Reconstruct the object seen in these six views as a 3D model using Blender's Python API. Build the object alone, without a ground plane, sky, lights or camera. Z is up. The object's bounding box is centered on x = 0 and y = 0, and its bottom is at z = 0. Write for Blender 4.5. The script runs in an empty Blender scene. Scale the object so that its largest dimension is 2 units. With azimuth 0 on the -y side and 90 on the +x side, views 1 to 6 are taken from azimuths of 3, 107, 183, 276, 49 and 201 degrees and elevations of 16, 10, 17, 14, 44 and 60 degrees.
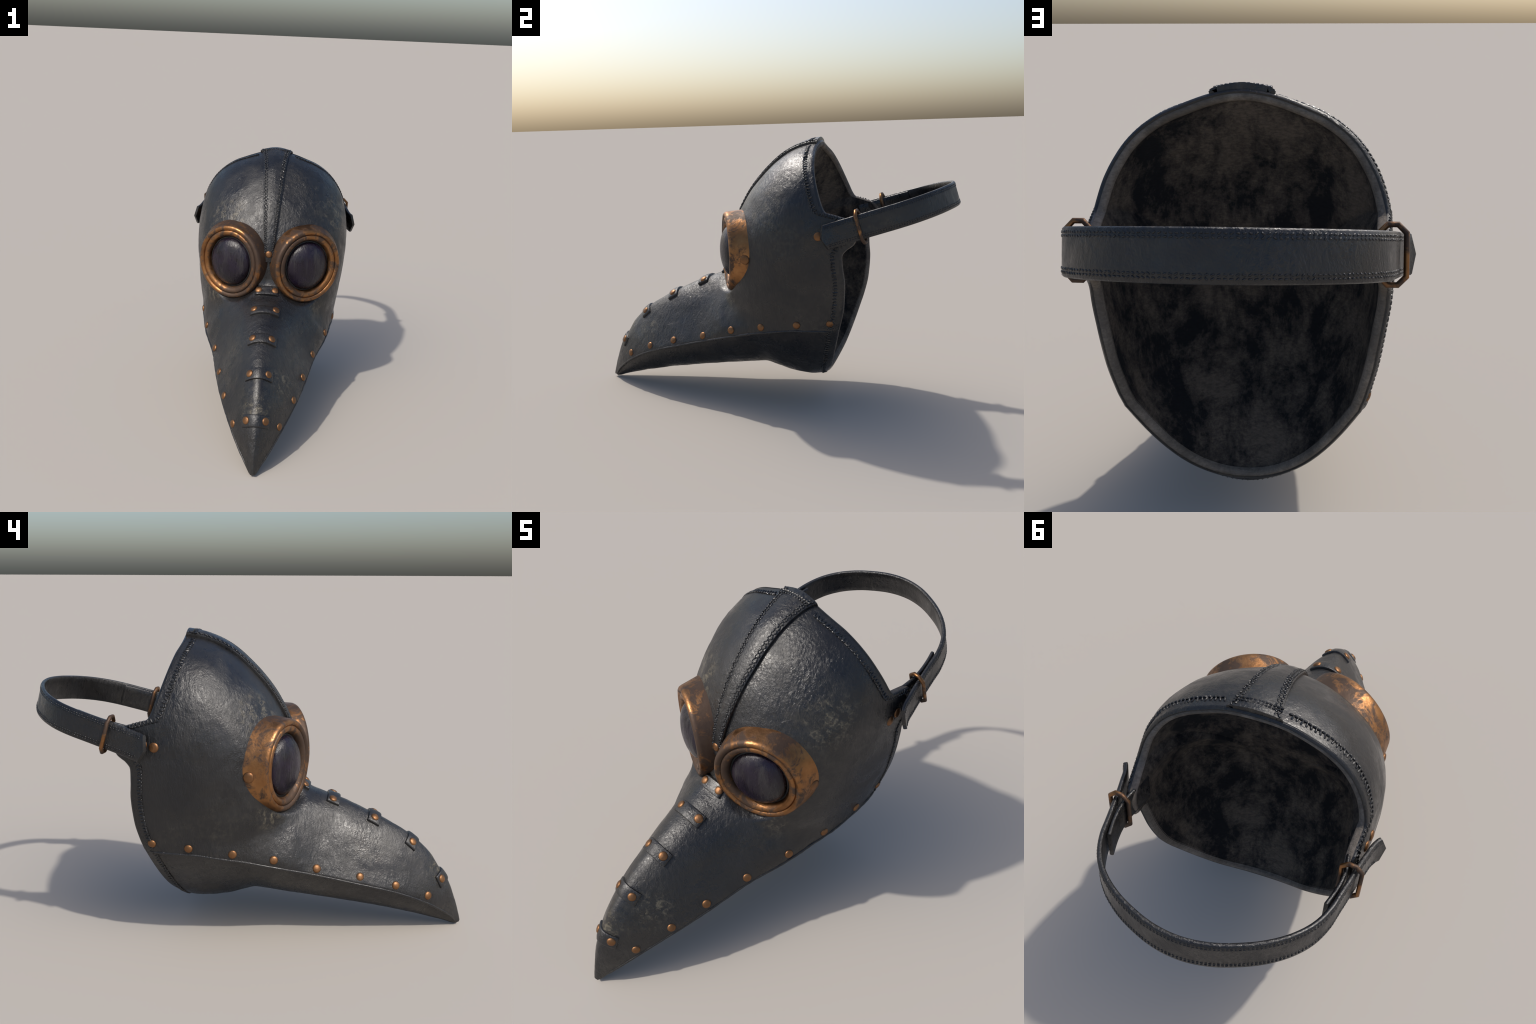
import bpy, bmesh, math, random
import numpy as np
from mathutils import Vector, noise

random.seed(7)
rng = np.random.RandomState(7)

# ------------------------------------------------------------------ helpers
def curve(pts):
    """Monotone cubic (PCHIP) through (t, value) pairs, returned as a vectorised function."""
    p = np.array(sorted(pts), float)
    x, y = p[:, 0], p[:, 1]
    h = np.diff(x); d = np.diff(y) / h
    m = np.zeros(len(x)); m[0], m[-1] = d[0], d[-1]
    for i in range(1, len(x) - 1):
        if d[i - 1] * d[i] > 0:
            w1 = 2 * h[i] + h[i - 1]; w2 = h[i] + 2 * h[i - 1]
            m[i] = (w1 + w2) / (w1 / d[i - 1] + w2 / d[i])
    def f(t):
        t = np.clip(np.asarray(t, float), x[0], x[-1])
        i = np.clip(np.searchsorted(x, t) - 1, 0, len(x) - 2)
        s = (t - x[i]) / h[i]
        return ((1 + 2 * s) * (1 - s) ** 2 * y[i] + s * (1 - s) ** 2 * h[i] * m[i]
                + s * s * (3 - 2 * s) * y[i + 1] + s * s * (s - 1) * h[i] * m[i + 1])
    return f

def unit(v):
    v = np.asarray(v, float)
    return v / (np.linalg.norm(v, axis=-1, keepdims=True) + 1e-12)

def sstep(a, b, x):
    t = np.clip((np.asarray(x, float) - a) / (b - a), 0, 1)
    return t * t * (3 - 2 * t)

# ------------------------------------------------------------------ shape rules
# face dome, as horizontal slices: half width, front line, centre line
face_w = curve([(1.364, .004), (1.3625, .030), (1.357, .064), (1.346, .105), (1.322, .17), (1.293, .238), (1.238, .314), (1.189, .355),
                (1.1, .402), (1.0, .428), (.9, .438), (.8, .436), (.7, .425), (.6, .412), (.5, .396), (.4, .382), (.1, .34)])
face_f = curve([(1.364, .30), (1.359, .262), (1.332, .172), (1.290, .094), (1.225, .017), (1.160, -.045), (1.095, -.095),
                (1.035, -.131), (1.0, -.150), (.9, -.186), (.83, -.198), (.7, -.212), (.6, -.216), (.5, -.192), (.4, -.15), (.1, -.1)])
face_n = curve([(1.36, 1.9), (1.2, 1.85), (1.05, 1.97), (.95, 2.15), (.85, 2.33), (.75, 2.38), (.6, 2.5), (.45, 2.5), (.1, 2.3)])
face_c = curve([(1.364, .32), (1.3, .30), (1.2, .29), (1.1, .275), (.9, .27), (.7, .24), (.5, .2), (.4, .18), (.1, .18)])
face_taper = curve([(1.36, .9), (.62, .9), (.5, 1.15), (.43, 1.55), (.1, 1.6)])   # how the cheeks close in towards the rim
# beak, as cross slices: ridge height, seam half width and seam height
beak_top = curve([(.4, .60), (-.1, .675), (-.2, .68), (-.25, .668), (-.3, .648), (-.363, .624), (-.45, .592), (-.55, .546), (-.683, .480),
                  (-.745, .438), (-.84, .352), (-.895, .272), (-.93, .220), (-.971, .118), (-.998, .019)])
seam_x = curve([(.4, .32), (.05, .355), (-.05, .356), (-.132, .340), (-.315, .277), (-.515, .231), (-.67, .186),
                (-.825, .121), (-.9, .080), (-.95, .045), (-.985, .016), (-1.0, .006)])
seam_z = curve([(.5, .434), (.42, .444), (.237, .447), (.045, .425), (-.132, .386), (-.315, .334), (-.515, .279), (-.67, .231),
                (-.825, .157), (-.9, .106), (-.95, .063), (-.985, .02), (-1.0, .010)])
# rim of the opening: y as a function of height (the ear tab is the step near z = .93)
rim_y = curve([(1.372, .292), (1.344, .285), (1.293, .297), (1.238, .311), (1.189, .325), (1.1, .354), (1.045, .376), (1.018, .400), (1.008, .43),
               (1.0, .495), (.97, .522), (.92, .53), (.89, .526), (.875, .515), (.855, .485), (.82, .462), (.76, .464), (.69, .470), (.57, .462), (.49, .445),
               (.42, .425), (.3, .389), (.22, .362), (.136, .325)])
# chords of the lofted sections: top point and bottom point in the middle plane
T_pts = [(.291, 1.36), (.16, 1.325), (.05, 1.265), (-.06, 1.155), (-.14, 1.03), (-.195, .88), (-.225, .73), (-.32, .64), (-.45, .59),
         (-.6, .52), (-.74, .44), (-.86, .33), (-.94, .2), (-.98, .085), (-.998, .019)]
B_pts = [(.325, .136), (.27, .117), (.20, .104), (.12, .110), (.04, .134), (-.03, .157), (-.10, .155), (-.20, .144), (-.35, .127),
         (-.52, .102), (-.70, .070), (-.84, .038), (-.925, .014), (-.960, .003), (-.981, -.0005)]
idx = range(len(T_pts))
Ty = curve([(i, T_pts[i][0]) for i in idx]); Tz = curve([(i, T_pts[i][1]) for i in idx])
By = curve([(i, B_pts[i][0]) for i in idx]); Bz = curve([(i, B_pts[i][1]) for i in idx])
lower_p = curve([(0, 2.15), (1.2, 2.1), (2, 1.9), (3, 1.62), (4, 1.6), (5, 1.75), (6.2, 2.0), (8, 2.2), (14, 2.3)])   # roundness of the keel
lower_q = curve([(0, 1.0), (2, .98), (4, .98), (6.2, 1.15), (8, 1.24), (14, 1.25)])                       # how sharply the panel leaves the seam
beak_n = curve([(.4, 1.8), (-.1, 1.6), (-.25, 1.6), (-.38, 1.5), (-.57, 1.4), (-.75, 1.32), (-.9, 1.45), (-1, 1.5)])
beak_pinch = curve([(.4, 0), (-.05, .0), (-.2, .0), (-.25, .04), (-.35, .105), (-.5, .105), (-.65, .06), (-.8, .01), (-1, 0)])
UMAX = len(T_pts) - 1

EYE_C = np.array([.217, -.183, .806]); EYE_N = unit([.432, -.902, -.005])
def field(x, y, z):
    """Approximate signed distance of the upper shell: face dome blended with beak."""
    x = np.abs(x)
    n = face_n(z)
    c, f = face_c(z), face_f(z)
    dy = np.maximum(y - c, 0)
    w = np.maximum(face_w(z), .003) * (1 - face_taper(z) * dy * dy)
    a = np.maximum(c - y, 0) / np.maximum(c - f, .004)
    s = (np.power(x / w, n) + np.power(a, n)) ** (1 / n)
    d1 = (s - 1) * np.minimum(.4, np.maximum(w, .05)) + np.maximum(z - 1.3635, 0) * 3
    xc = seam_x(y); zc = seam_z(y); zt = np.maximum(beak_top(y), zc + .004)
    nb = beak_n(y)
    tb = np.clip((z - zc) / (zt - zc), 0, 1)
    xp = xc * (1 - beak_pinch(y) * 4 * tb * (1 - tb))
    e = .10 * xc
    xs = np.sqrt(x * x + e * e) - e
    s2 = (np.power(xs / np.maximum(xp - e + .5 * e * e / xp, .002), nb) + np.power(np.maximum(z - zc, 0) / (zt - zc), nb)) ** (1 / nb)
    d2 = (s2 - 1) * xc + np.maximum(y - .3, 0)
    k = .06
    h = np.clip(.5 + .5 * (d2 - d1) / k, 0, 1)
    d = d2 * (1 - h) + d1 * h - k * h * (1 - h)
    # shallow seat pressed into the leather under each goggle
    px, py, pz = x - EYE_C[0], y - EYE_C[1], z - EYE_C[2]
    ax = px * EYE_N[0] + py * EYE_N[1] + pz * EYE_N[2]
    r = np.sqrt(np.maximum(px * px + py * py + (pz / 1.08) ** 2 - ax * ax, 0))
    w = 1 - sstep(.176, .206, r)
    return d * (1 - w) + np.maximum(d, ax + .026) * w

def section_y(u, z):
    t = (z - Bz(u)) / (Tz(u) - Bz(u))
    yc = By(u) + t * (Ty(u) - By(u))
    b = np.clip(1 - u / 2.6, 0, 1) ** 1.3
    return yc + b * (rim_y(z) - yc)

NU, NT, NL = 170, 90, 40
u_rows = UMAX * np.linspace(0, 1, NU) ** 1.15
theta = np.linspace(0, math.pi / 2, NT)
U, TH = np.meshgrid(u_rows, theta, indexing='ij')
zc = np.full(NU, .3)
for _ in range(40):
    zc = seam_z(section_y(u_rows, zc))
zc = np.minimum(zc, Tz(u_rows) - .002)
ZC = np.repeat(zc[:, None], NT, 1)
lo, hi = np.zeros_like(U), np.full_like(U, 1.3)
for _ in range(45):
    mid = (lo + hi) / 2
    X = mid * np.sin(TH); Z = ZC + mid * np.cos(TH)
    out = field(X, section_y(U, Z), Z) > 0
    hi = np.where(out, mid, hi); lo = np.where(out, lo, mid)
X = lo * np.sin(TH); Z = ZC + lo * np.cos(TH); Y = section_y(U, Z)
half = np.stack([X, Y, Z], -1)                       # NU x NT x 3, +x side, top -> seam
UP = np.concatenate([half[:, ::-1] * [-1, 1, 1], half[:, 1:]], 1)   # full upper sheet
NC = UP.shape[1]; MIDC = NT - 1

def grid_normals(G, centre_sign=None):
    du = np.gradient(G, axis=0); dv = np.gradient(G, axis=1)
    return unit(np.cross(du, dv))

UN = grid_normals(UP)
if UN[60, MIDC, 2] < 0 and UN[60, MIDC, 1] > 0: UN = -UN
if np.mean(UN[:, NC - 10, 0]) < 0: UN = -UN

# lower (jaw) sheet
phi = np.linspace(0, math.pi / 2, NL)
xc = half[:, -1, 0]; yseam = half[:, -1, 1]
inset = np.minimum(.015, xc * .2) * sstep(.1, 1.2, u_rows)
pw, qw = lower_p(u_rows)[:, None], lower_q(u_rows)[:, None]
fx = np.cos(phi)[None] ** 1.25                     # 1 at the seam, 0 at the keel
LX = (xc - inset)[:, None] * fx
LZ = (zc + .002)[:, None] - (zc + .002 - Bz(u_rows))[:, None] * np.maximum(1 - fx ** pw, 0) ** (1 / qw)
LY = section_y(np.repeat(u_rows[:, None], NL, 1), LZ)
lhalf = np.stack([LX, LY, LZ], -1)
LOW = np.concatenate([lhalf, lhalf[:, ::-1][:, 1:] * [-1, 1, 1]], 1)

def on_surface(u, c):
    """Bilinear sample of the upper sheet and its normal at row coordinate u and column coordinate c."""
    r = np.interp(u, u_rows, np.arange(NU))
    r0 = np.clip(np.floor(r).astype(int), 0, NU - 2); c0 = np.clip(np.floor(c).astype(int), 0, NC - 2)
    fr = (r - r0)[..., None]; fc = (c - c0)[..., None]
    def mix(A):
        return ((A[r0, c0] * (1 - fr) + A[r0 + 1, c0] * fr) * (1 - fc) + (A[r0, c0 + 1] * (1 - fr) + A[r0 + 1, c0 + 1] * fr) * fc)
    return mix(UP), unit(mix(UN))

def column_at_x(u, x):
    """Column coordinate near the midline whose x equals the given value on row u."""
    r = int(round(float(np.interp(u, u_rows, np.arange(NU)))))
    span = slice(MIDC - 70, MIDC + 71)
    return float(np.interp(x, UP[r, span, 0], np.arange(NC)[span]))

def row_at_ridge_y(y):
    yy = UP[:, MIDC, 1]
    return float(np.interp(-y, -yy, u_rows))

def nearest(p):
    d = np.linalg.norm(UP - np.array(p), axis=-1)
    i = np.unravel_index(np.argmin(d), d.shape)
    return UP[i], UN[i]

# ------------------------------------------------------------------ materials
def new_mat(name):
    mt = bpy.data.materials.new(name); mt.use_nodes = True
    nt = mt.node_tree; nt.nodes.clear()
    out = nt.nodes.new('ShaderNodeOutputMaterial'); b = nt.nodes.new('ShaderNodeBsdfPrincipled')
    nt.links.new(b.outputs[0], out.inputs[0])
    return mt, nt, b

class N:
    def __init__(self, nt): self.nt = nt; self.tc = nt.nodes.new('ShaderNodeTexCoord')
    def obj(self, scale=(1, 1, 1), loc=(0, 0, 0)):
        mp = self.nt.nodes.new('ShaderNodeMapping'); mp.inputs['Scale'].default_value = scale; mp.inputs['Location'].default_value = loc
        self.nt.links.new(self.tc.outputs['Object'], mp.inputs[0]); return mp.outputs[0]
    def noise(self, vec, scale, detail=5, rough=.55, dist=0.0):
        n = self.nt.nodes.new('ShaderNodeTexNoise'); n.inputs['Scale'].default_value = scale; n.inputs['Detail'].default_value = detail
        n.inputs['Roughness'].default_value = rough; n.inputs['Distortion'].default_value = dist
        self.nt.links.new(vec, n.inputs['Vector']); return n.outputs['Fac']
    def voro(self, vec, scale, feature='F1'):
        n = self.nt.nodes.new('ShaderNodeTexVoronoi'); n.feature = feature; n.inputs['Scale'].default_value = scale
        self.nt.links.new(vec, n.inputs['Vector']); return n.outputs['Distance']
    def wave(self, vec, scale, dist=2.0):
        n = self.nt.nodes.new('ShaderNodeTexWave'); n.inputs['Scale'].default_value = scale; n.inputs['Distortion'].default_value = dist
        n.inputs['Detail'].default_value = 3
        self.nt.links.new(vec, n.inputs['Vector']); return n.outputs['Fac']
    def ramp(self, fac, stops):
        r = self.nt.nodes.new('ShaderNodeValToRGB'); e = r.color_ramp.elements
        while len(e) < len(stops): e.new(.5)
        for el, (p, c) in zip(e, stops):
            el.position = p; el.color = (c, c, c, 1) if isinstance(c, (int, float)) else (*c, 1)
        self.nt.links.new(fac, r.inputs[0]); return r.outputs[0]
    def math(self, op, a, b=None, clamp=False):
        n = self.nt.nodes.new('ShaderNodeMath'); n.operation = op; n.use_clamp = clamp
        for i, v in enumerate((a, b)):
            if v is None: continue
            if isinstance(v, (int, float)): n.inputs[i].default_value = v
            else: self.nt.links.new(v, n.inputs[i])
        return n.outputs[0]
    def mix(self, fac, a, b):
        n = self.nt.nodes.new('ShaderNodeMix'); n.data_type = 'RGBA'
        for sock, v in ((n.inputs['Factor'], fac), (n.inputs['A'], a), (n.inputs['B'], b)):
            if isinstance(v, (int, float)): sock.default_value = v
            elif isinstance(v, tuple): sock.default_value = (*v, 1)
            else: self.nt.links.new(v, sock)
        return n.outputs['Result']
    def near(self, centre, r0, r1):
        """1 inside r0 of a point in object space, fading to 0 at r1."""
        n = self.nt.nodes.new('ShaderNodeVectorMath'); n.operation = 'DISTANCE'
        self.nt.links.new(self.tc.outputs['Object'], n.inputs[0]); n.inputs[1].default_value = centre
        mr = self.nt.nodes.new('ShaderNodeMapRange'); mr.interpolation_type = 'SMOOTHSTEP'
        mr.inputs['From Min'].default_value = r0; mr.inputs['From Max'].default_value = r1
        mr.inputs['To Min'].default_value = 1; mr.inputs['To Max'].default_value = 0
        self.nt.links.new(n.outputs['Value'], mr.inputs['Value']); return mr.outputs[0]
    def bump(self, h, strength, dist, prev=None):
        n = self.nt.nodes.new('ShaderNodeBump'); n.inputs['Strength'].default_value = strength; n.inputs['Distance'].default_value = dist
        self.nt.links.new(h, n.inputs['Height'])
        if prev is not None: self.nt.links.new(prev, n.inputs['Normal'])
        return n.outputs[0]

def leather(name, wear=True, fine=1.0, tint=(1, 1, 1), rough=.0):
    mt, nt, b = new_mat(name); k = N(nt); v = k.obj()
    t = lambda c: tuple(a * q for a, q in zip(c, tint))
    big = k.noise(v, 3.2, 6, .6, .4)
    col = k.mix(k.ramp(big, [(.36, 0.), (.62, 1.)]), t((.0058, .0062, .0078)), t((.0135, .0128, .0124)))
    smudge = k.noise(k.obj(loc=(3, 1, 5)), 11, 7, .7, .8)
    col = k.mix(k.ramp(smudge, [(.55, 0.), (.72, .75)]), col, t((.006, .0065, .008)))
    dust = k.math('MULTIPLY', k.ramp(k.noise(k.obj(loc=(9, 2, 1)), 2.6, 4, .6), [(.5, 0.), (.66, 1.)]),
                  k.ramp(k.noise(v, 46, 6, .7), [(.45, 0.), (.7, .8)]))
    col = k.mix(dust, col, t((.045, .040, .031)))
    if wear:
        m = None
        for c, r0, r1 in (((-.25, -.07, 1.03), .03, .17), ((.36, .08, 1.05), .03, .17), ((.30, -.16, .58), .0, .09),
                          ((.10, -.70, .34), .02, .12), ((-.30, -.10, .60), .0, .09), ((-.28, .0, .47), .0, .1), ((0, -.86, .28), .0, .12)):
            q = k.near(c, r0, r1)
            m = q if m is None else k.math('MAXIMUM', m, q)
        crack = k.ramp(k.voro(k.obj(), 44, 'DISTANCE_TO_EDGE'), [(.03, 1.), (.16, 0.)])
        speck = k.ramp(k.noise(k.obj(loc=(4, 4, 4)), 30, 5, .7), [(.48, 0.), (.62, 1.)])
        both = k.math('MULTIPLY', m, k.math('MULTIPLY', speck, k.math('ADD', .45, crack), True), True)
        col = k.mix(k.math('MULTIPLY', both, .85), col, (.115, .100, .070))
    nt.links.new(col, b.inputs['Base Color'])
    rg = k.noise(k.obj(loc=(1, 7, 3)), 7, 6, .65, .5)
    rgh = k.ramp(rg, [(.38, .20 + rough), (.62, .48 + rough)])
    nt.links.new(rgh, b.inputs['Roughness'])
    b.inputs['Specular IOR Level'].default_value = .55
    zone = k.ramp(k.noise(k.obj(loc=(5, 1, 2)), 3.0, 3, .6), [(.35, .15), (.65, 1.)])
    wr = k.math('MULTIPLY', zone, k.noise(k.obj((1, 1.6, .6)), 15, 4, .6, 2.2))
    fibre = k.math('MULTIPLY', zone, k.noise(k.obj((1.3, 1.3, .45), (2, 2, 2)), 62, 5, .65, 1.0))
    crease = k.math('MULTIPLY', zone, k.voro(k.obj((1, 1, .5)), 24, 'DISTANCE_TO_EDGE'))
    cell = k.voro(k.obj(), 130 * fine, 'F1')
    pores = k.noise(k.obj(), 210, 3, .6)
    nrm = k.bump(wr, .27, .016)
    nrm = k.bump(fibre, .5, .008, nrm)
    nrm = k.bump(crease, .24, .009, nrm)
    nrm = k.bump(cell, .10, .004, nrm)
    nrm = k.bump(pores, .14, .003, nrm)
    nt.links.new(nrm, b.inputs['Normal'])
    return mt

def copper(name, patina=1.0):
    mt, nt, b = new_mat(name); k = N(nt); v = k.obj()
    tone = k.noise(v, 9, 5, .6)
    col = k.mix(k.ramp(tone, [(.35, 0.), (.65, 1.)]), (.21, .098, .040), (.36, .180, .075))
    stain = k.math('ADD', k.math('MULTIPLY', k.noise(k.obj(loc=(2, 5, 8)), 15, 8, .72, .6), .55), k.math('MULTIPLY', k.noise(k.obj(loc=(6, 5, 1)), 4.5, 3, .5), .45))
    sm = k.ramp(stain, [(.455, 0.), (.515, 1.)])
    sm = k.math('MULTIPLY', sm, .88 * patina)
    col = k.mix(sm, col, (.040, .030, .025))
    nt.links.new(col, b.inputs['Base Color'])
    b.inputs['Metallic'].default_value = 1
    met = k.math('SUBTRACT', 1.0, k.math('MULTIPLY', sm, .5)); nt.links.new(met, b.inputs['Metallic'])
    r = k.math('ADD', k.ramp(k.noise(v, 17, 5, .7), [(.3, .30), (.7, .50)]), k.math('MULTIPLY', sm, .22)); nt.links.new(r, b.inputs['Roughness'])
    nrm = k.bump(k.noise(v, 34, 5, .6), .3, .006); nrm = k.bump(k.noise(v, 120, 3, .6), .2, .002, nrm)
    nt.links.new(nrm, b.inputs['Normal'])
    return mt

def fabric(name, c0, c1, sheen=.2, weave=90):
    mt, nt, b = new_mat(name); k = N(nt); v = k.obj()
    pat = k.noise(k.obj((1.25, 1.25, .8)), 5.2, 10, .76, .2)
    col = k.mix(k.ramp(pat, [(.43, 0.), (.59, 1.)]), c0, c1)
    gr = k.noise(k.obj((1, 1, 2.5)), 60, 4, .7)
    col = k.mix(k.ramp(gr, [(.35, .45), (.65, 0.)]), col, tuple(q * .45 for q in c0))
    nt.links.new(col, b.inputs['Base Color']); b.inputs['Roughness'].default_value = .95
    b.inputs['Specular IOR Level'].default_value = .15
    nrm = k.bump(k.noise(k.obj((1, 1, 2)), weave, 4, .7), .5, .006)
    nt.links.new(nrm, b.inputs['Normal'])
    return mt

def glass(name):
    mt, nt, b = new_mat(name); k = N(nt); v = k.obj()
    col = k.mix(k.ramp(k.noise(v, 7, 4, .6, .6), [(.35, 0.), (.65, 1.)]), (.0032, .002, .0036), (.012, .0075, .019))
    smear = k.ramp(k.noise(k.obj((30, 30, 5)), 1.0, 5, .65, .4), [(.50, 0.), (.68, .8)])
    col = k.mix(smear, col, (.032, .029, .031))
    nt.links.new(col, b.inputs['Base Color'])
    nt.links.new(k.ramp(k.noise(k.obj((26, 26, 6)), 1.2, 5, .7), [(.35, .16), (.65, .44)]), b.inputs['Roughness'])
    b.inputs['Specular IOR Level'].default_value = .4
    nrm = k.bump(k.noise(k.obj((46, 46, 8)), 1.0, 5, .7), .5, .008); nt.links.new(nrm, b.inputs['Normal'])
    return mt

M_LEATHER = leather('black_leather')
M_STRAP = leather('strap_leather', wear=False, fine=1.2, tint=(1.0, 1.0, 1.02))
M_STITCH = leather('stitch_leather', wear=False, tint=(.75, .78, .85), rough=-.06)
M_COPPER = copper('aged_copper'); M_RIVET = copper('rivet_copper', .35)
M_LINING = fabric('lining_cloth', (.013, .0135, .0155), (.112, .092, .074))
M_FELT = fabric('felt_edge', (.13, .114, .098), (.23, .20, .17), weave=160)
M_GLASS = glass('smoky_glass')
M_GASKET = leather('gasket_rubber', wear=False, tint=(.3, .3, .3), rough=.35)

# ------------------------------------------------------------------ object helpers
root = bpy.data.objects.new('plague_doctor_mask', None)
bpy.context.collection.objects.link(root)
root['label'] = 'black leather beaked mask with copper goggles and strap'
root['category'] = 'mask'

def add(name, V, F, mat, parent=root, smooth=True, kind=None):
    me = bpy.data.meshes.new(name)
    me.from_pydata([tuple(map(float, p)) for p in V], [], [tuple(map(int, f)) for f in F])
    bm = bmesh.new(); bm.from_mesh(me)
    bmesh.ops.remove_doubles(bm, verts=bm.verts, dist=1e-6)
    bmesh.ops.recalc_face_normals(bm, faces=bm.faces)
    bm.to_mesh(me); bm.free()
    me.materials.append(mat)
    if smooth:
        me.polygons.foreach_set('use_smooth', [True] * len(me.polygons))
        me.set_sharp_from_angle(angle=math.radians(48))
    o = bpy.data.objects.new(name, me); bpy.context.collection.objects.link(o); o.parent = parent
    if kind: o['kind'] = kind
    return o

def share(o, M, parent=None):
    c = o.copy(); bpy.context.collection.objects.link(c); c.parent = parent or o.parent; c.matrix_local = M
    return c

def grid_faces(nu, nv, off=0, close_v=False):
    F = []
    for i in range(nu - 1):
        for j in range(nv - (0 if close_v else 1)):
            k = (j + 1) % nv
            F.append((off + i * nv + j, off + i * nv + k, off + (i + 1) * nv + k, off + (i + 1) * nv + j))
    return F

def frame(p, n, t=(0, 0, 1)):
    from mathutils import Matrix
    n = unit(n); t = np.asarray(t, float); a = np.cross(t, n)
    if np.linalg.norm(a) < 1e-4: a = np.cross((0, 1, 0), n)
    a = unit(a); b = np.cross(n, a)
    M = Matrix.Identity(4)
    for i in range(3):
        M[i][0], M[i][1], M[i][2], M[i][3] = a[i], b[i], n[i], p[i]
    return M

def wrinkle(P, Nrm, amp, scale):
    """Push points along their normals with fractal noise (leather lumps)."""
    S = P.reshape(-1, 3); Q = Nrm.reshape(-1, 3)
    h = np.array([noise.fractal(Vector(p * scale), .9, 2.1, 4) for p in S])
    return (S + Q * (h * amp)[:, None]).reshape(P.shape)

# ------------------------------------------------------------------ leather shell
fade = sstep(0, .9, u_rows)[:, None, None]
UPW = UP + (wrinkle(UP, UN, .0024, 9.0) - UP) * fade
drop = np.minimum(.019, half[:, -1, 0] * .3) * sstep(.1, 1.2, u_rows)
def seam_edge(side):
    e = UPW[:, 0 if side < 0 else -1].copy()
    a = e.copy(); a[:, 2] -= np.minimum(.006, drop); 
    b = a.copy(); b[:, 0] -= side * drop; b[:, 2] += .001
    return a, b
la, lb = seam_edge(-1); ra, rb = seam_edge(1)
SH = np.concatenate([lb[:, None], la[:, None], UPW, ra[:, None], rb[:, None]], 1)
nc = SH.shape[1]
V = list(SH.reshape(-1, 3)); F = grid_faces(NU, nc)
add('face_panel', V, F, M_LEATHER)

LN = grid_normals(LOW)
if np.mean(LN[:, NL - 1, 2]) > 0: LN = -LN
LOWW = LOW + (wrinkle(LOW, LN, .002, 9.0) - LOW) * fade
V = list(LOWW.reshape(-1, 3)); F = grid_faces(NU, LOWW.shape[1])
F.append(tuple((NU - 1) * LOWW.shape[1] + j for j in range(LOWW.shape[1])))
add('jaw_panel', V, F, M_LEATHER)
# blunt beak point closing both sheets
ring = list(SH[-1]) + list(LOWW[-1])
tipc = np.mean(ring, 0)
V = ring + [tipc + np.array([0, -.001, -.001])]
F = [(i, i + 1, len(ring)) for i in range(len(SH[-1]) - 1)] + [(len(SH[-1]) + i, len(SH[-1]) + i + 1, len(ring)) for i in range(len(LOWW[-1]) - 1)]
add('beak_point', V, F, M_LEATHER)

# welt: thin rolled leather edge running under the rivet line
for sd in (-1, 1):
    cl = UP[:, 0 if sd < 0 else -1].copy()
    cl[:, 0] -= sd * np.minimum(.003, cl[:, 0] * sd * .2); cl[:, 2] -= .010
    cl[:, 0] -= sd * .008 * (1 - sstep(0, .8, u_rows))
    cl = cl[5:-4]; kk = 8; V = []
    tw = unit(np.gradient(cl, axis=0))
    for i, (p, t) in enumerate(zip(cl, tw)):
        b1 = unit(np.cross(t, [0, 0, 1])); b2 = np.cross(b1, t)
        r = .0065 * (1 + .25 * noise.noise(Vector(p * 40))) * min(1, (len(cl) - i) / 25 + .25, i / 14 + .3)
        for j in range(kk):
            a = 2 * math.pi * j / kk
            V.append(p + b1 * r * math.cos(a) + b2 * r * math.sin(a))
    add('seam_welt', V, grid_faces(len(cl), kk, close_v=True), M_STRAP)

# ------------------------------------------------------------------ rim and lining
loop = np.concatenate([UP[0], LOW[0][1:-1] + [0, 0, 0]], 0)      # closed, from -x seam over the top to +x seam and under
# resample evenly
seg = np.linalg.norm(np.diff(np.vstack([loop, loop[:1]]), axis=0), axis=1)
acc = np.concatenate([[0], np.cumsum(seg)])
NR = 320
tt = np.linspace(0, acc[-1], NR, endpoint=False)
closed = np.vstack([loop, loop[:1]])
RIM = np.stack([np.interp(tt, acc, closed[:, i]) for i in range(3)], 1)
def smooth_loop(A, n):
    for _ in range(n): A = (np.roll(A, 1, 0) + 2 * A + np.roll(A, -1, 0)) / 4
    return A
tan = unit(smooth_loop(np.roll(RIM, -1, 0) - np.roll(RIM, 1, 0), 6))
ctr = np.array([0, 0, .72])
inw = np.stack([-tan[:, 2], 0 * tan[:, 0], tan[:, 0]], 1)
inw = unit(inw); flip = np.sum(inw * (ctr - RIM) * [1, 0, 1], 1) < 0
inw[flip] *= -1
# around the ear tab the edge runs fore and aft: keep the inward direction horizontal
sidey = np.abs(tan[:, 1]) > .75
inw[sidey] = np.stack([-np.sign(RIM[sidey][:, 0]), 0 * RIM[sidey][:, 0], 0 * RIM[sidey][:, 0]], 1)
inw = unit(smooth_loop(inw, 8))
back = np.array([0, 1, 0])
def rim_row(w, h): return RIM + inw * w + back * h
prof = [(-.001, -.004), (.001, .003), (.006, .007), (.011, .006)]
V = np.stack([rim_row(*p) for p in prof], 0).reshape(-1, 3)
add('rim_binding', V, grid_faces(len(prof), NR, close_v=True), M_LEATHER)
prof = [(.010, .004), (.014, .008), (.020, .009), (.027, .006), (.032, -.002), (.034, -.014)]
V = np.stack([rim_row(*p) for p in prof], 0).reshape(-1, 3)
add('rim_felt', V, grid_faces(len(prof), NR, close_v=True), M_FELT)

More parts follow.
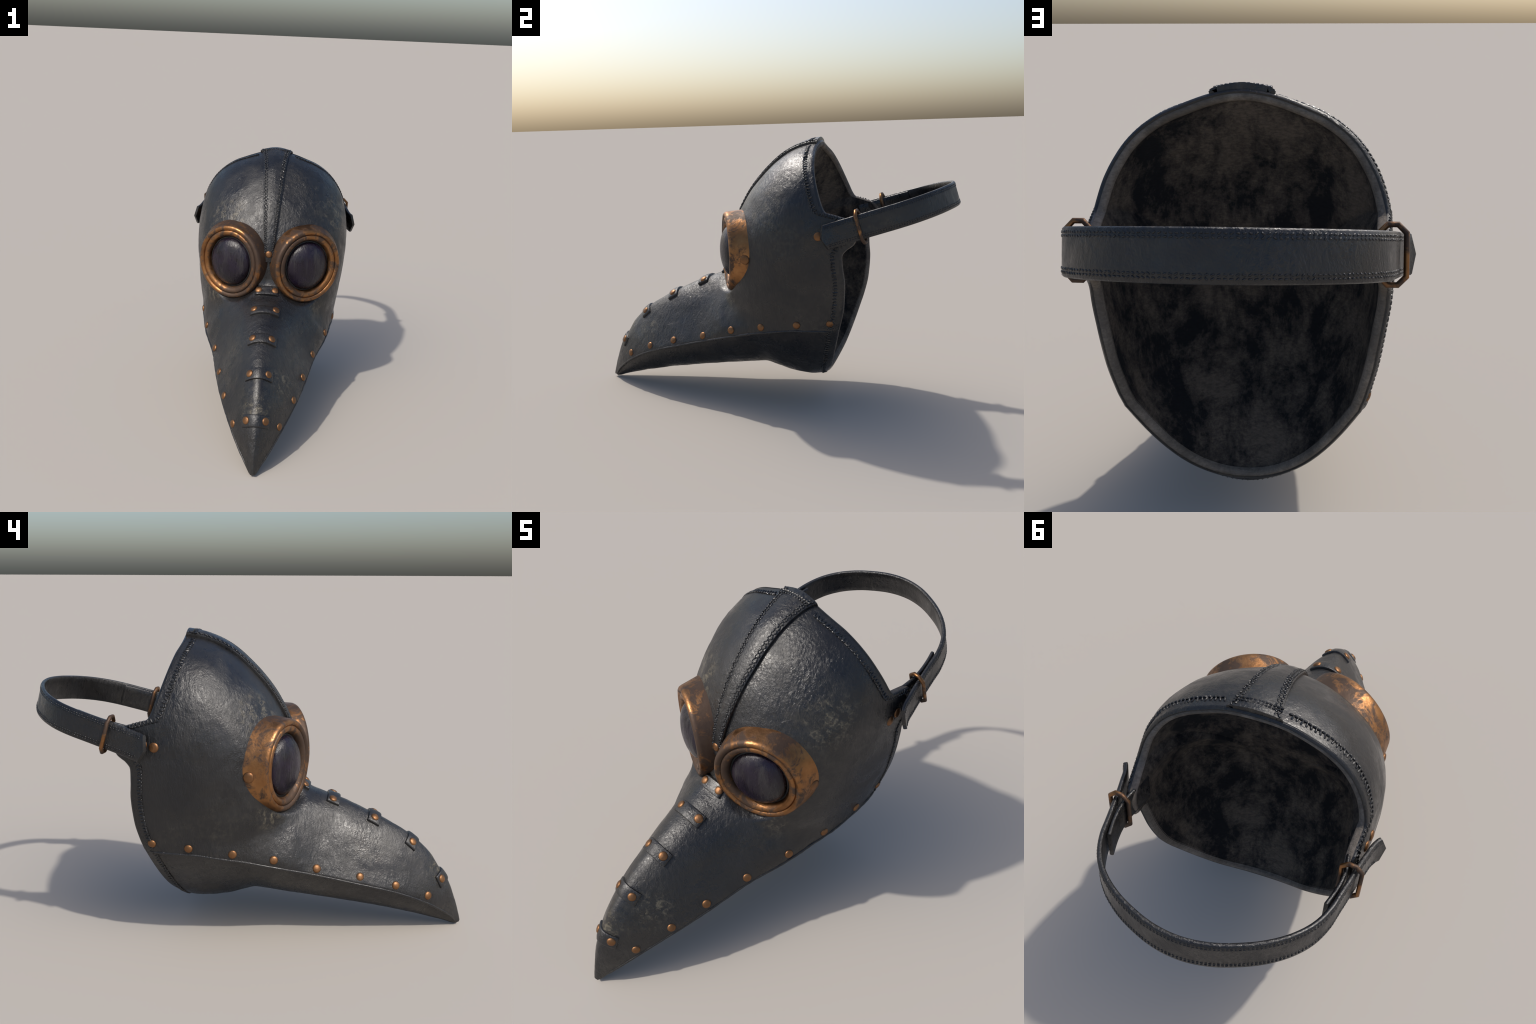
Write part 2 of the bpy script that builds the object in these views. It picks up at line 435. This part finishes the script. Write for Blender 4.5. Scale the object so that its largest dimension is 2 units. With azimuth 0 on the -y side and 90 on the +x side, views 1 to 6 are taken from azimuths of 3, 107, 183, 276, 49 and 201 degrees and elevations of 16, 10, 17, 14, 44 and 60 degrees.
# lining bowl: rim loop shrinking towards the face centre while going forward
C0 = np.array([0, 0, .66])
edge = rim_row(.0337, -.010)
front = curve([(1.36, .29), (1.3, .205), (1.2, .13), (1.1, .08), (1.0, .06), (.9, .068), (.8, .066), (.7, .052), (.6, .06), (.5, .09), (.4, .13), (.3, .185), (.2, .235), (.1, .3)])
wall = curve([(1.36, 1.15), (1.2, 1.35), (1.08, 1.3), (.95, .75), (.85, .56), (.7, .62), (.5, 1.0), (.35, 1.15), (.2, 1.2), (.1, 1.2)])    # how steeply the lining leaves the rim
V = []
NQ = 46
for i in range(NQ):
    tau = i / (NQ - 1) * math.pi / 2
    q = max(math.cos(tau), 1e-4) ** .8
    P = edge.copy()
    P[:, 0] = edge[:, 0] * q; P[:, 2] = C0[2] + (edge[:, 2] - C0[2]) * q
    dep = math.sin(tau) ** wall(edge[:, 2])
    P[:, 1] = edge[:, 1] + (np.minimum(front(P[:, 2]), edge[:, 1] - .01) - edge[:, 1]) * dep
    V.append(P)
V = np.concatenate(V)
add('lining', V, grid_faces(NQ, NR, close_v=True), M_LINING)

# ------------------------------------------------------------------ raised patches on the shell
def raised_patch(name, us, half_w, h, mat, wobble=0.0):
    """Leather piece lying on the shell around the ridge. us: row coords; half_w(u): half width in x."""
    lat = [-1, -1, -.985, -.9, -.75, -.5, -.25, 0, .25, .5, .75, .9, .985, 1, 1]
    lof = [-.5, .5, .75, .9, .95, 1.05, 1.15, 1.2, 1.15, 1.05, .95, .9, .75, .5, -.5]
    uu = [us[0]] * 2 + list(us) + [us[-1]] * 2
    uof = [-.5, .55] + [.95] + [1.2] * (len(us) - 2) + [.95] + [.55, -.5]
    V = []
    for a, (u, fu) in enumerate(zip(uu, uof)):
        w = half_w(u)
        c = np.array([column_at_x(u, w * l) for l in lat])
        P, Nn = on_surface(np.full(len(lat), u), c)
        f = np.minimum(np.array(lof), fu)
        V.append(P + Nn * (f * h)[:, None])
    V = np.array(V)
    F = grid_faces(V.shape[0], V.shape[1])
    return add(name, V.reshape(-1, 3), F, mat), V

u_tip = row_at_ridge_y(-.2035) 
# lower end of the forehead strip at z ~ .826
zz = UP[:, MIDC, 2]
u_end = float(np.interp(-.826, -zz[:110], u_rows[:110])) if np.all(np.diff(zz[:110]) < 0) else u_tip
strip_w = lambda u: .093 + (.024 - .093) * min(1, (u / u_end)) ** .8
raised_patch('forehead_strip', np.linspace(0.0, u_end, 60), strip_w, .0155, M_LEATHER)

bridge = [(-.895, .240, .062, .043), (-.750, .415, .063, .043), (-.574, .527, .069, .049), (-.383, .610, .073, .053), (-.254, .683, .060, .043)]
rivet_sites = []
ROWS = np.arange(25, NU - 1)
def saddle_strap(y, z, hw, h):
    """Short strap folded over the ridge, cut square to the ridge line."""
    i = int(np.argmin(np.linalg.norm(UP[:, MIDC, 1:] - np.array([y, z + .012]), axis=1)))
    tg = unit(UP[i + 3, MIDC] - UP[i - 3, MIDC])
    t0 = float(np.array([0, y, z]) @ tg)
    lat = [-1, -1, -.97, -.88, -.7, -.5, -.25, 0, .25, .5, .7, .88, .97, 1, 1]
    lof = [-.5, .55, .85, 1, 1, 1, 1.1, 1.15, 1.1, 1, 1, 1, .85, .55, -.5]
    off = [-.030, -.030, -.0285, -.023, -.012, 0, .012, .023, .0285, .030, .030]
    fof = [-.5, .55, .85, 1, 1.2, 1.2, 1.2, 1, .85, .55, -.5]
    V = []
    for v, fv in zip(off, fof):
        for l, fl in zip(lat, lof):
            x = l * hw
            cs = np.array([np.interp(x, UP[r, MIDC - 88:MIDC + 89, 0], np.arange(NC)[MIDC - 88:MIDC + 89]) for r in ROWS])
            P, Nn = on_surface(u_rows[ROWS], cs)
            u = float(np.interp(t0 + v, P @ tg, u_rows[ROWS]))
            c = float(np.interp(u, u_rows[ROWS], cs))
            p, q = on_surface(np.array([u]), np.array([c]))
            V.append(p[0] + q[0] * h * min(fv, fl))
    add('bridge_strap', V, grid_faces(len(off), len(lat)), M_STRAP)
for (y, z, hw, rx) in bridge:
    lift = .0085 if y < -.85 else (.0105 if y < -.7 else .0125)
    saddle_strap(y, z, hw, lift)
    for s in (-1, 1):
        P, Nn = nearest((s * rx, y, z))
        P = P + Nn * ((np.array([s * rx, y, z]) - P) @ Nn) * 0
        rivet_sites.append((P + Nn * (lift - .0005), Nn, .0165))

# ------------------------------------------------------------------ rivets
def dome(name, r, h, mat, n=20):
    rings = [(1.0, -.35), (1.0, .0), (.93, .35), (.78, .65), (.55, .85), (.28, .97)]
    V = [(r * a * math.cos(2 * math.pi * j / n), r * a * math.sin(2 * math.pi * j / n), h * b) for a, b in rings for j in range(n)] + [(0, 0, h)]
    F = grid_faces(len(rings), n, close_v=True)
    o = (len(rings) - 1) * n
    F += [(o + j, o + (j + 1) % n, len(V) - 1) for j in range(n)]
    return add(name, V, F, mat)

for s in (-1, 1):
    for p in ((.109, -.825, .182), (.175, -.67, .254), (.222, -.515, .303), (.268, -.315, .357), (.327, -.132, .408), (.375, .045, .446), (.387, .237, .469), (.37, .40, .475)):
        P, Nn = nearest((s * p[0], p[1], p[2])); rivet_sites.append((P, Nn, .0165))
    for p in ((.436, .359, .924), (.436, .417, .926)):
        P, Nn = nearest((s * p[0], p[1], p[2])); rivet_sites.append((P - Nn * .002, Nn, .019))
P, Nn = on_surface(np.array([float(np.interp(-.868, -zz[:110], u_rows[:110]))]), np.array([float(MIDC)]))
rivet_sites.append((P[0] + Nn[0] * .016, Nn[0], .0165))
first = dome('rivet', .0192, .0080, M_RIVET)
from mathutils import Matrix
for i, (p, n_, r) in enumerate(rivet_sites):
    M = frame(p, n_) @ Matrix.Rotation(rng.uniform(0, 6.28), 4, 'Z') @ Matrix.Scale(r / .0165 * rng.uniform(.96, 1.04), 4)
    if i == 0: first.matrix_local = M
    else: share(first, M)

# ------------------------------------------------------------------ goggles
def goggle(s):
    c = EYE_C * [s, 1, 1]; n_ = EYE_N * [s, 1, 1]
    a = unit(np.cross([0, 0, 1], n_)) ; 
    if a[0] * s < 0: a = -a                                  # points to the outer side
    b = unit(np.cross(n_, a)); b = b if b[2] > 0 else -b
    NA = 96
    ang = np.linspace(0, 2 * math.pi, NA, endpoint=False)
    rad = np.cos(ang)[:, None] * a * .975 + np.sin(ang)[:, None] * b * 1.085
    # the face of the ring widens sideways towards its outer lip
    widen = lambda r: rad * r + np.cos(ang)[:, None] * a * .008 * float(sstep(.14, .19, r))
    prof = [(.129, -.055), (.130, -.030), (.133, -.017), (.139, -.006), (.146, .000), (.155, .0015), (.161, -.001), (.1635, -.006), (.166, -.002),
            (.172, .003), (.180, .003), (.186, -.002), (.190, -.011)]
    rows = [c + widen(r) + n_ * h for r, h in prof]
    # skirt running back to the leather, flaring more on the outer side
    lip = c + widen(.190) + n_ * -.011
    flare = .07 + .36 * np.clip(np.cos(ang), 0, 1)
    dirn = unit(-n_[None] + unit(rad) * flare[:, None])
    t = np.zeros(NA); 
    for _ in range(60):
        q = lip + dirn * t[:, None]
        t = np.where((field(q[:, 0], q[:, 1], q[:, 2]) > -.004) & (t < .22), t + .0035, t)
    for f in (.08, .25, .5, .75, 1.0): rows.append(lip + dirn * (t * f)[:, None])
    ringo = add('eye_ring', np.concatenate(rows), grid_faces(len(rows), NA, close_v=True), M_COPPER)
    # rivet on the skirt
    p = np.array([.392 * s, -.022, .793]); Q = rows[-3]; 
    k = int(np.argmin(np.linalg.norm(np.concatenate(rows[-4:]) - p, axis=1))) % NA
    line = np.array([r[k] for r in rows[-5:]]); q0 = line[-2] * .7 + line[-3] * .3
    outw = unit(np.cross(rows[-2][(k + 1) % NA] - rows[-2][k - 1], dirn[k])); outw = outw if outw[0] * s > 0 else -outw
    rv = share(first, frame(q0 - outw * .001, outw) @ Matrix.Scale(1.28, 4), ringo)
    # gasket and lens
    prof = [(.132, -.035), (.129, -.022), (.124, -.020), (.118, -.026), (.114, -.045)]
    rows = [c + rad * r + n_ * h for r, h in prof]
    add('gasket', np.concatenate(rows), grid_faces(len(rows), NA, close_v=True), M_GASKET, ringo)
    rows = []
    for i in range(20):
        w = i / 19 * math.pi / 2
        rows.append(c + rad * (.123 * max(math.cos(w), 1e-4)) + n_ * (-.028 + .060 * math.sin(w)))
    add('lens', np.concatenate(rows), grid_faces(20, NA, close_v=True), M_GLASS, ringo)
for s in (-1, 1): goggle(s)

# ------------------------------------------------------------------ head strap
O = np.array([0, .56, .967]); EL = np.array([0, .9617, .274]); EN = np.array([0, -.274, .9617])
def catmull(pts, n):
    P = np.array(pts, float); d = np.concatenate([[0], np.cumsum(np.linalg.norm(np.diff(P, axis=0), axis=1))])
    m = np.gradient(P, d, axis=0); t = np.linspace(0, d[-1], n)
    i = np.clip(np.searchsorted(d, t) - 1, 0, len(d) - 2); h = (d[i + 1] - d[i])[:, None]; s = ((t - d[i])[:, None]) / h
    return (1 + 2 * s) * (1 - s) ** 2 * P[i] + s * (1 - s) ** 2 * h * m[i] + s * s * (3 - 2 * s) * P[i + 1] + s * s * (s - 1) * h * m[i + 1]

def band(name, path, width, thick, mat, point=None):
    """Flat leather band along a path in the (x, l) strap plane; 'point' shapes the ends: fn(arc fraction) -> (lower, upper) half widths."""
    n = len(path)
    tg = unit(np.gradient(path, axis=0)); nm = np.stack([tg[:, 1], -tg[:, 0]], 1)
    to3 = lambda xl, w: O + np.array([xl[0], 0, 0]) + EL * xl[1] + EN * w
    V = []
    r = .004
    arc = np.concatenate([[0], np.cumsum(np.linalg.norm(np.diff(path, axis=0), axis=1))])
    for i in range(n):
        wl = wu = width / 2
        d = min(arc[i], arc[-1] - arc[i])
        sg = 1 if arc[i] < arc[-1] / 2 else -1
        shear = (lambda w: tg[i] * sg * (.46 * max(w, 0) + .36 * max(-w, 0)) * max(0, 1 - d / .07)) if point else (lambda w: 0)
        ringp = [(-thick / 2 + r, -wl), (-thick / 2, -wl + r), (-thick / 2, -wl * .5), (-thick / 2, 0), (-thick / 2, wu * .5), (-thick / 2, wu - r), (-thick / 2 + r, wu),
                 (thick / 2 - r, wu), (thick / 2, wu - r), (thick / 2, wu * .5), (thick / 2, 0), (thick / 2, -wl * .5), (thick / 2, -wl + r), (thick / 2 - r, -wl)]
        for o, w in ringp: V.append(to3(path[i] + nm[i] * o + shear(w), w))
    k = 14
    F = grid_faces(n, k, close_v=True)
    for o in (0, (n - 1) * k):
        F += [(o + j, o + j + 1, o + 12 - j, o + 13 - j) for j in range(6)]
    return add(name, V, F, mat), nm, to3

TH_S = .016
half_path = [(.487, -.181), (.470, -.160), (.456, -.135), (.441, -.080), (.429, -.03), (.421, .01), (.411, .06), (.403, .10), (.391, .16), (.356, .243), (.312, .298), (.243, .353), (.172, .390), (.088, .420), (0, .431)]
full = half_path + [(-x, l) for x, l in half_path[-2::-1]]
PATH = catmull(full, 260)
L = np.concatenate([[0], np.cumsum(np.linalg.norm(np.diff(PATH, axis=0), axis=1))])
strap, nmS, to3 = band('head_strap', PATH, .118, TH_S, M_STRAP, True)

for s in (-1, 1):
    inner = catmull([(s * .372, -.135), (s * .381, -.08), (s * .389, -.03), (s * .393, .01), (s * .391, .05), (s * .383, .10), (s * .369, .155)], 40)
    band('inner_strap', inner, .108, .014, M_STRAP)
    # buckle: octagonal bar loop round both layers
    cx = .411 * s; hx, hn, ch, rb = .035, .078, .022, .0075
    pts = [(-hx, hn - ch), (-hx + ch, hn), (hx - ch, hn), (hx, hn - ch), (hx, -hn + ch), (hx - ch, -hn), (-hx + ch, -hn), (-hx, -hn + ch)]
    tilt = .10 * s
    V = []; kk = 10
    for i, (px, pn) in enumerate(pts):
        p0 = np.array(pts[i - 1]); p1 = np.array(pts[i]); p2 = np.array(pts[(i + 1) % 8])
        d1 = unit(p1 - p0); d2 = unit(p2 - p1); n1 = np.array([d1[1], -d1[0]]); n2 = np.array([d2[1], -d2[0]])
        mt_ = unit(n1 + n2); sc = 1 / max(.5, mt_ @ n1)
        for j in range(kk):
            a = 2 * math.pi * j / kk
            q = p1 - mt_ * sc * rb * math.cos(a)
            o = rb * 1.15 * math.sin(a)
            V.append(O + np.array([cx + q[0], 0, 0]) + EN * q[1] + EL * (o - q[0] * tilt * s + .002))
    F = []
    for i in range(8):
        for j in range(kk):
            F.append((i * kk + j, i * kk + (j + 1) % kk, ((i + 1) % 8) * kk + (j + 1) % kk, ((i + 1) % 8) * kk + j))
    add('buckle', V, F, M_COPPER)

# ------------------------------------------------------------------ stitching (tiny, joined)
def stitch_mesh():
    V, F = [], []
    def put(p, t, n_, ln, r):
        t = unit(t); n_ = unit(n_); b = np.cross(t, n_)
        o = len(V); k = 6
        for (f, s_) in ((-1, .35), (-.7, 1), (.7, 1), (1, .35)):
            for j in range(k):
                a = 2 * math.pi * j / k
                V.append(p + t * (f * ln / 2) + (n_ * math.cos(a) + b * math.sin(a)) * r * s_)
        F.extend(grid_faces(4, k, o, True)); F.append(tuple(o + j for j in range(k))); F.append(tuple(o + 3 * k + j for j in range(k)))
    return V, F, put

V, F, put = stitch_mesh()
# along the rim, laid across the edge, on upper and lower sheets
def rim_stitches(G, Nn, cols, rows_at):
    line = []
    for c in cols:
        d = np.concatenate([[0], np.cumsum(np.linalg.norm(np.diff(G[:60, c], axis=0), axis=1))])
        r = float(np.interp(rows_at, d, np.arange(60))); r0 = int(r); f = r - r0
        line.append((G[r0, c] * (1 - f) + G[r0 + 1, c] * f, Nn[r0, c]))
    return line
for G, Nn, cols in ((UP, UN, range(0, NC)), (LOW, LN, range(0, LOW.shape[1]))):
    line = rim_stitches(G, Nn, cols, .036)
    P = np.array([a for a, _ in line]); Q = np.array([b for _, b in line])
    d = np.concatenate([[0], np.cumsum(np.linalg.norm(np.diff(P, axis=0), axis=1))])
    for k, t in enumerate(np.arange(.01, d[-1], .0165)):
        p = np.array([np.interp(t, d, P[:, i]) for i in range(3)]); q = np.array([np.interp(t, d, Q[:, i]) for i in range(3)])
        p2 = np.array([np.interp(t + .004, d, P[:, i]) for i in range(3)])
        tg = unit(p2 - p + 1e-9); q = unit(q); acr = unit(np.cross(tg, q))
        if abs(p[0]) < .1 and p[2] > 1.2: continue
        put(p - q * .0005, acr + tg * rng.uniform(-.35, .35), q, .023 * rng.uniform(.8, 1.15), .0044)
        put(p + q * .001 + acr * .008 + tg * .008, tg + acr * rng.uniform(-.3, .3), q, .0135, .0040)
# forehead strip: two rows each side
for s in (-1, 1):
    for inset_, off in ((.010, 0), (.021, .5)):
        us = np.linspace(.0, u_end * .985, 400); pts = []
        for u in us:
            w = strip_w(u)
            if w - inset_ < .004: continue
            p, q = on_surface(np.array([u]), np.array([column_at_x(u, s * (w - inset_ * min(1, w / .05)))])); pts.append((p[0], q[0]))
        P = np.array([a for a, _ in pts]); Q = np.array([b for _, b in pts])
        d = np.concatenate([[0], np.cumsum(np.linalg.norm(np.diff(P, axis=0), axis=1))])
        for kk_, t in enumerate(np.arange(.012 + off * .012, d[-1] - .005, .0105)):
            p = np.array([np.interp(t, d, P[:, i]) for i in range(3)]); q = unit(np.array([np.interp(t, d, Q[:, i]) for i in range(3)]))
            p2 = np.array([np.interp(t + .003, d, P[:, i]) for i in range(3)]); tg = unit(p2 - p + 1e-9)
            acr = np.cross(tg, q)
            put(p + q * .0148 + acr * rng.uniform(-.002, .002), tg + acr * (1 if (kk_ + int(off * 2)) % 2 else -1) * rng.uniform(.5, 1.1), q, .0135 * rng.uniform(.8, 1.2), .0034)
# across the top end of the strip
for x in np.arange(-.075, .076, .012):
    for du, sk in ((.028, .3), (.040, -.3)):
        u = float(np.interp(du, np.concatenate([[0], np.cumsum(np.linalg.norm(np.diff(UP[:40, MIDC], axis=0), axis=1))]), u_rows[:40]))
        p, q = on_surface(np.array([u]), np.array([column_at_x(u, x)]))
        put(p[0] + q[0] * .0165, np.array([1, sk, 0]), q[0], .0105, .0042)
add('stitching', V, F, M_STITCH, kind='stuff')
V, F, put = stitch_mesh()
for k, t in enumerate(np.arange(.035, L[-1] - .035, .0125)):
    xl = np.array([np.interp(t, L, PATH[:, i]) for i in range(2)]); nm = np.array([np.interp(t, L, nmS[:, i]) for i in range(2)])
    xl2 = np.array([np.interp(t + .003, L, PATH[:, i]) for i in range(2)])
    wl = wu = .059
    for w in (wu - .012, wu - .021, -wl + .012, -wl + .021):
        sgn = np.sign(np.array([np.dot(nm, xl - np.array([0, -.2])), 1])[0]) or 1
        p = to3(xl + nm * sgn * (TH_S / 2 - .0006), w); p2 = to3(xl2 + nm * sgn * (TH_S / 2 - .0006), w + rng.uniform(-.003, .003))
        put(p, p2 - p, np.array([nm[0] * sgn, 0, 0]) + EL * nm[1] * sgn, .0095, .0026)
add('strap_stitching', V, F, M_STITCH, kind='stuff', parent=strap)
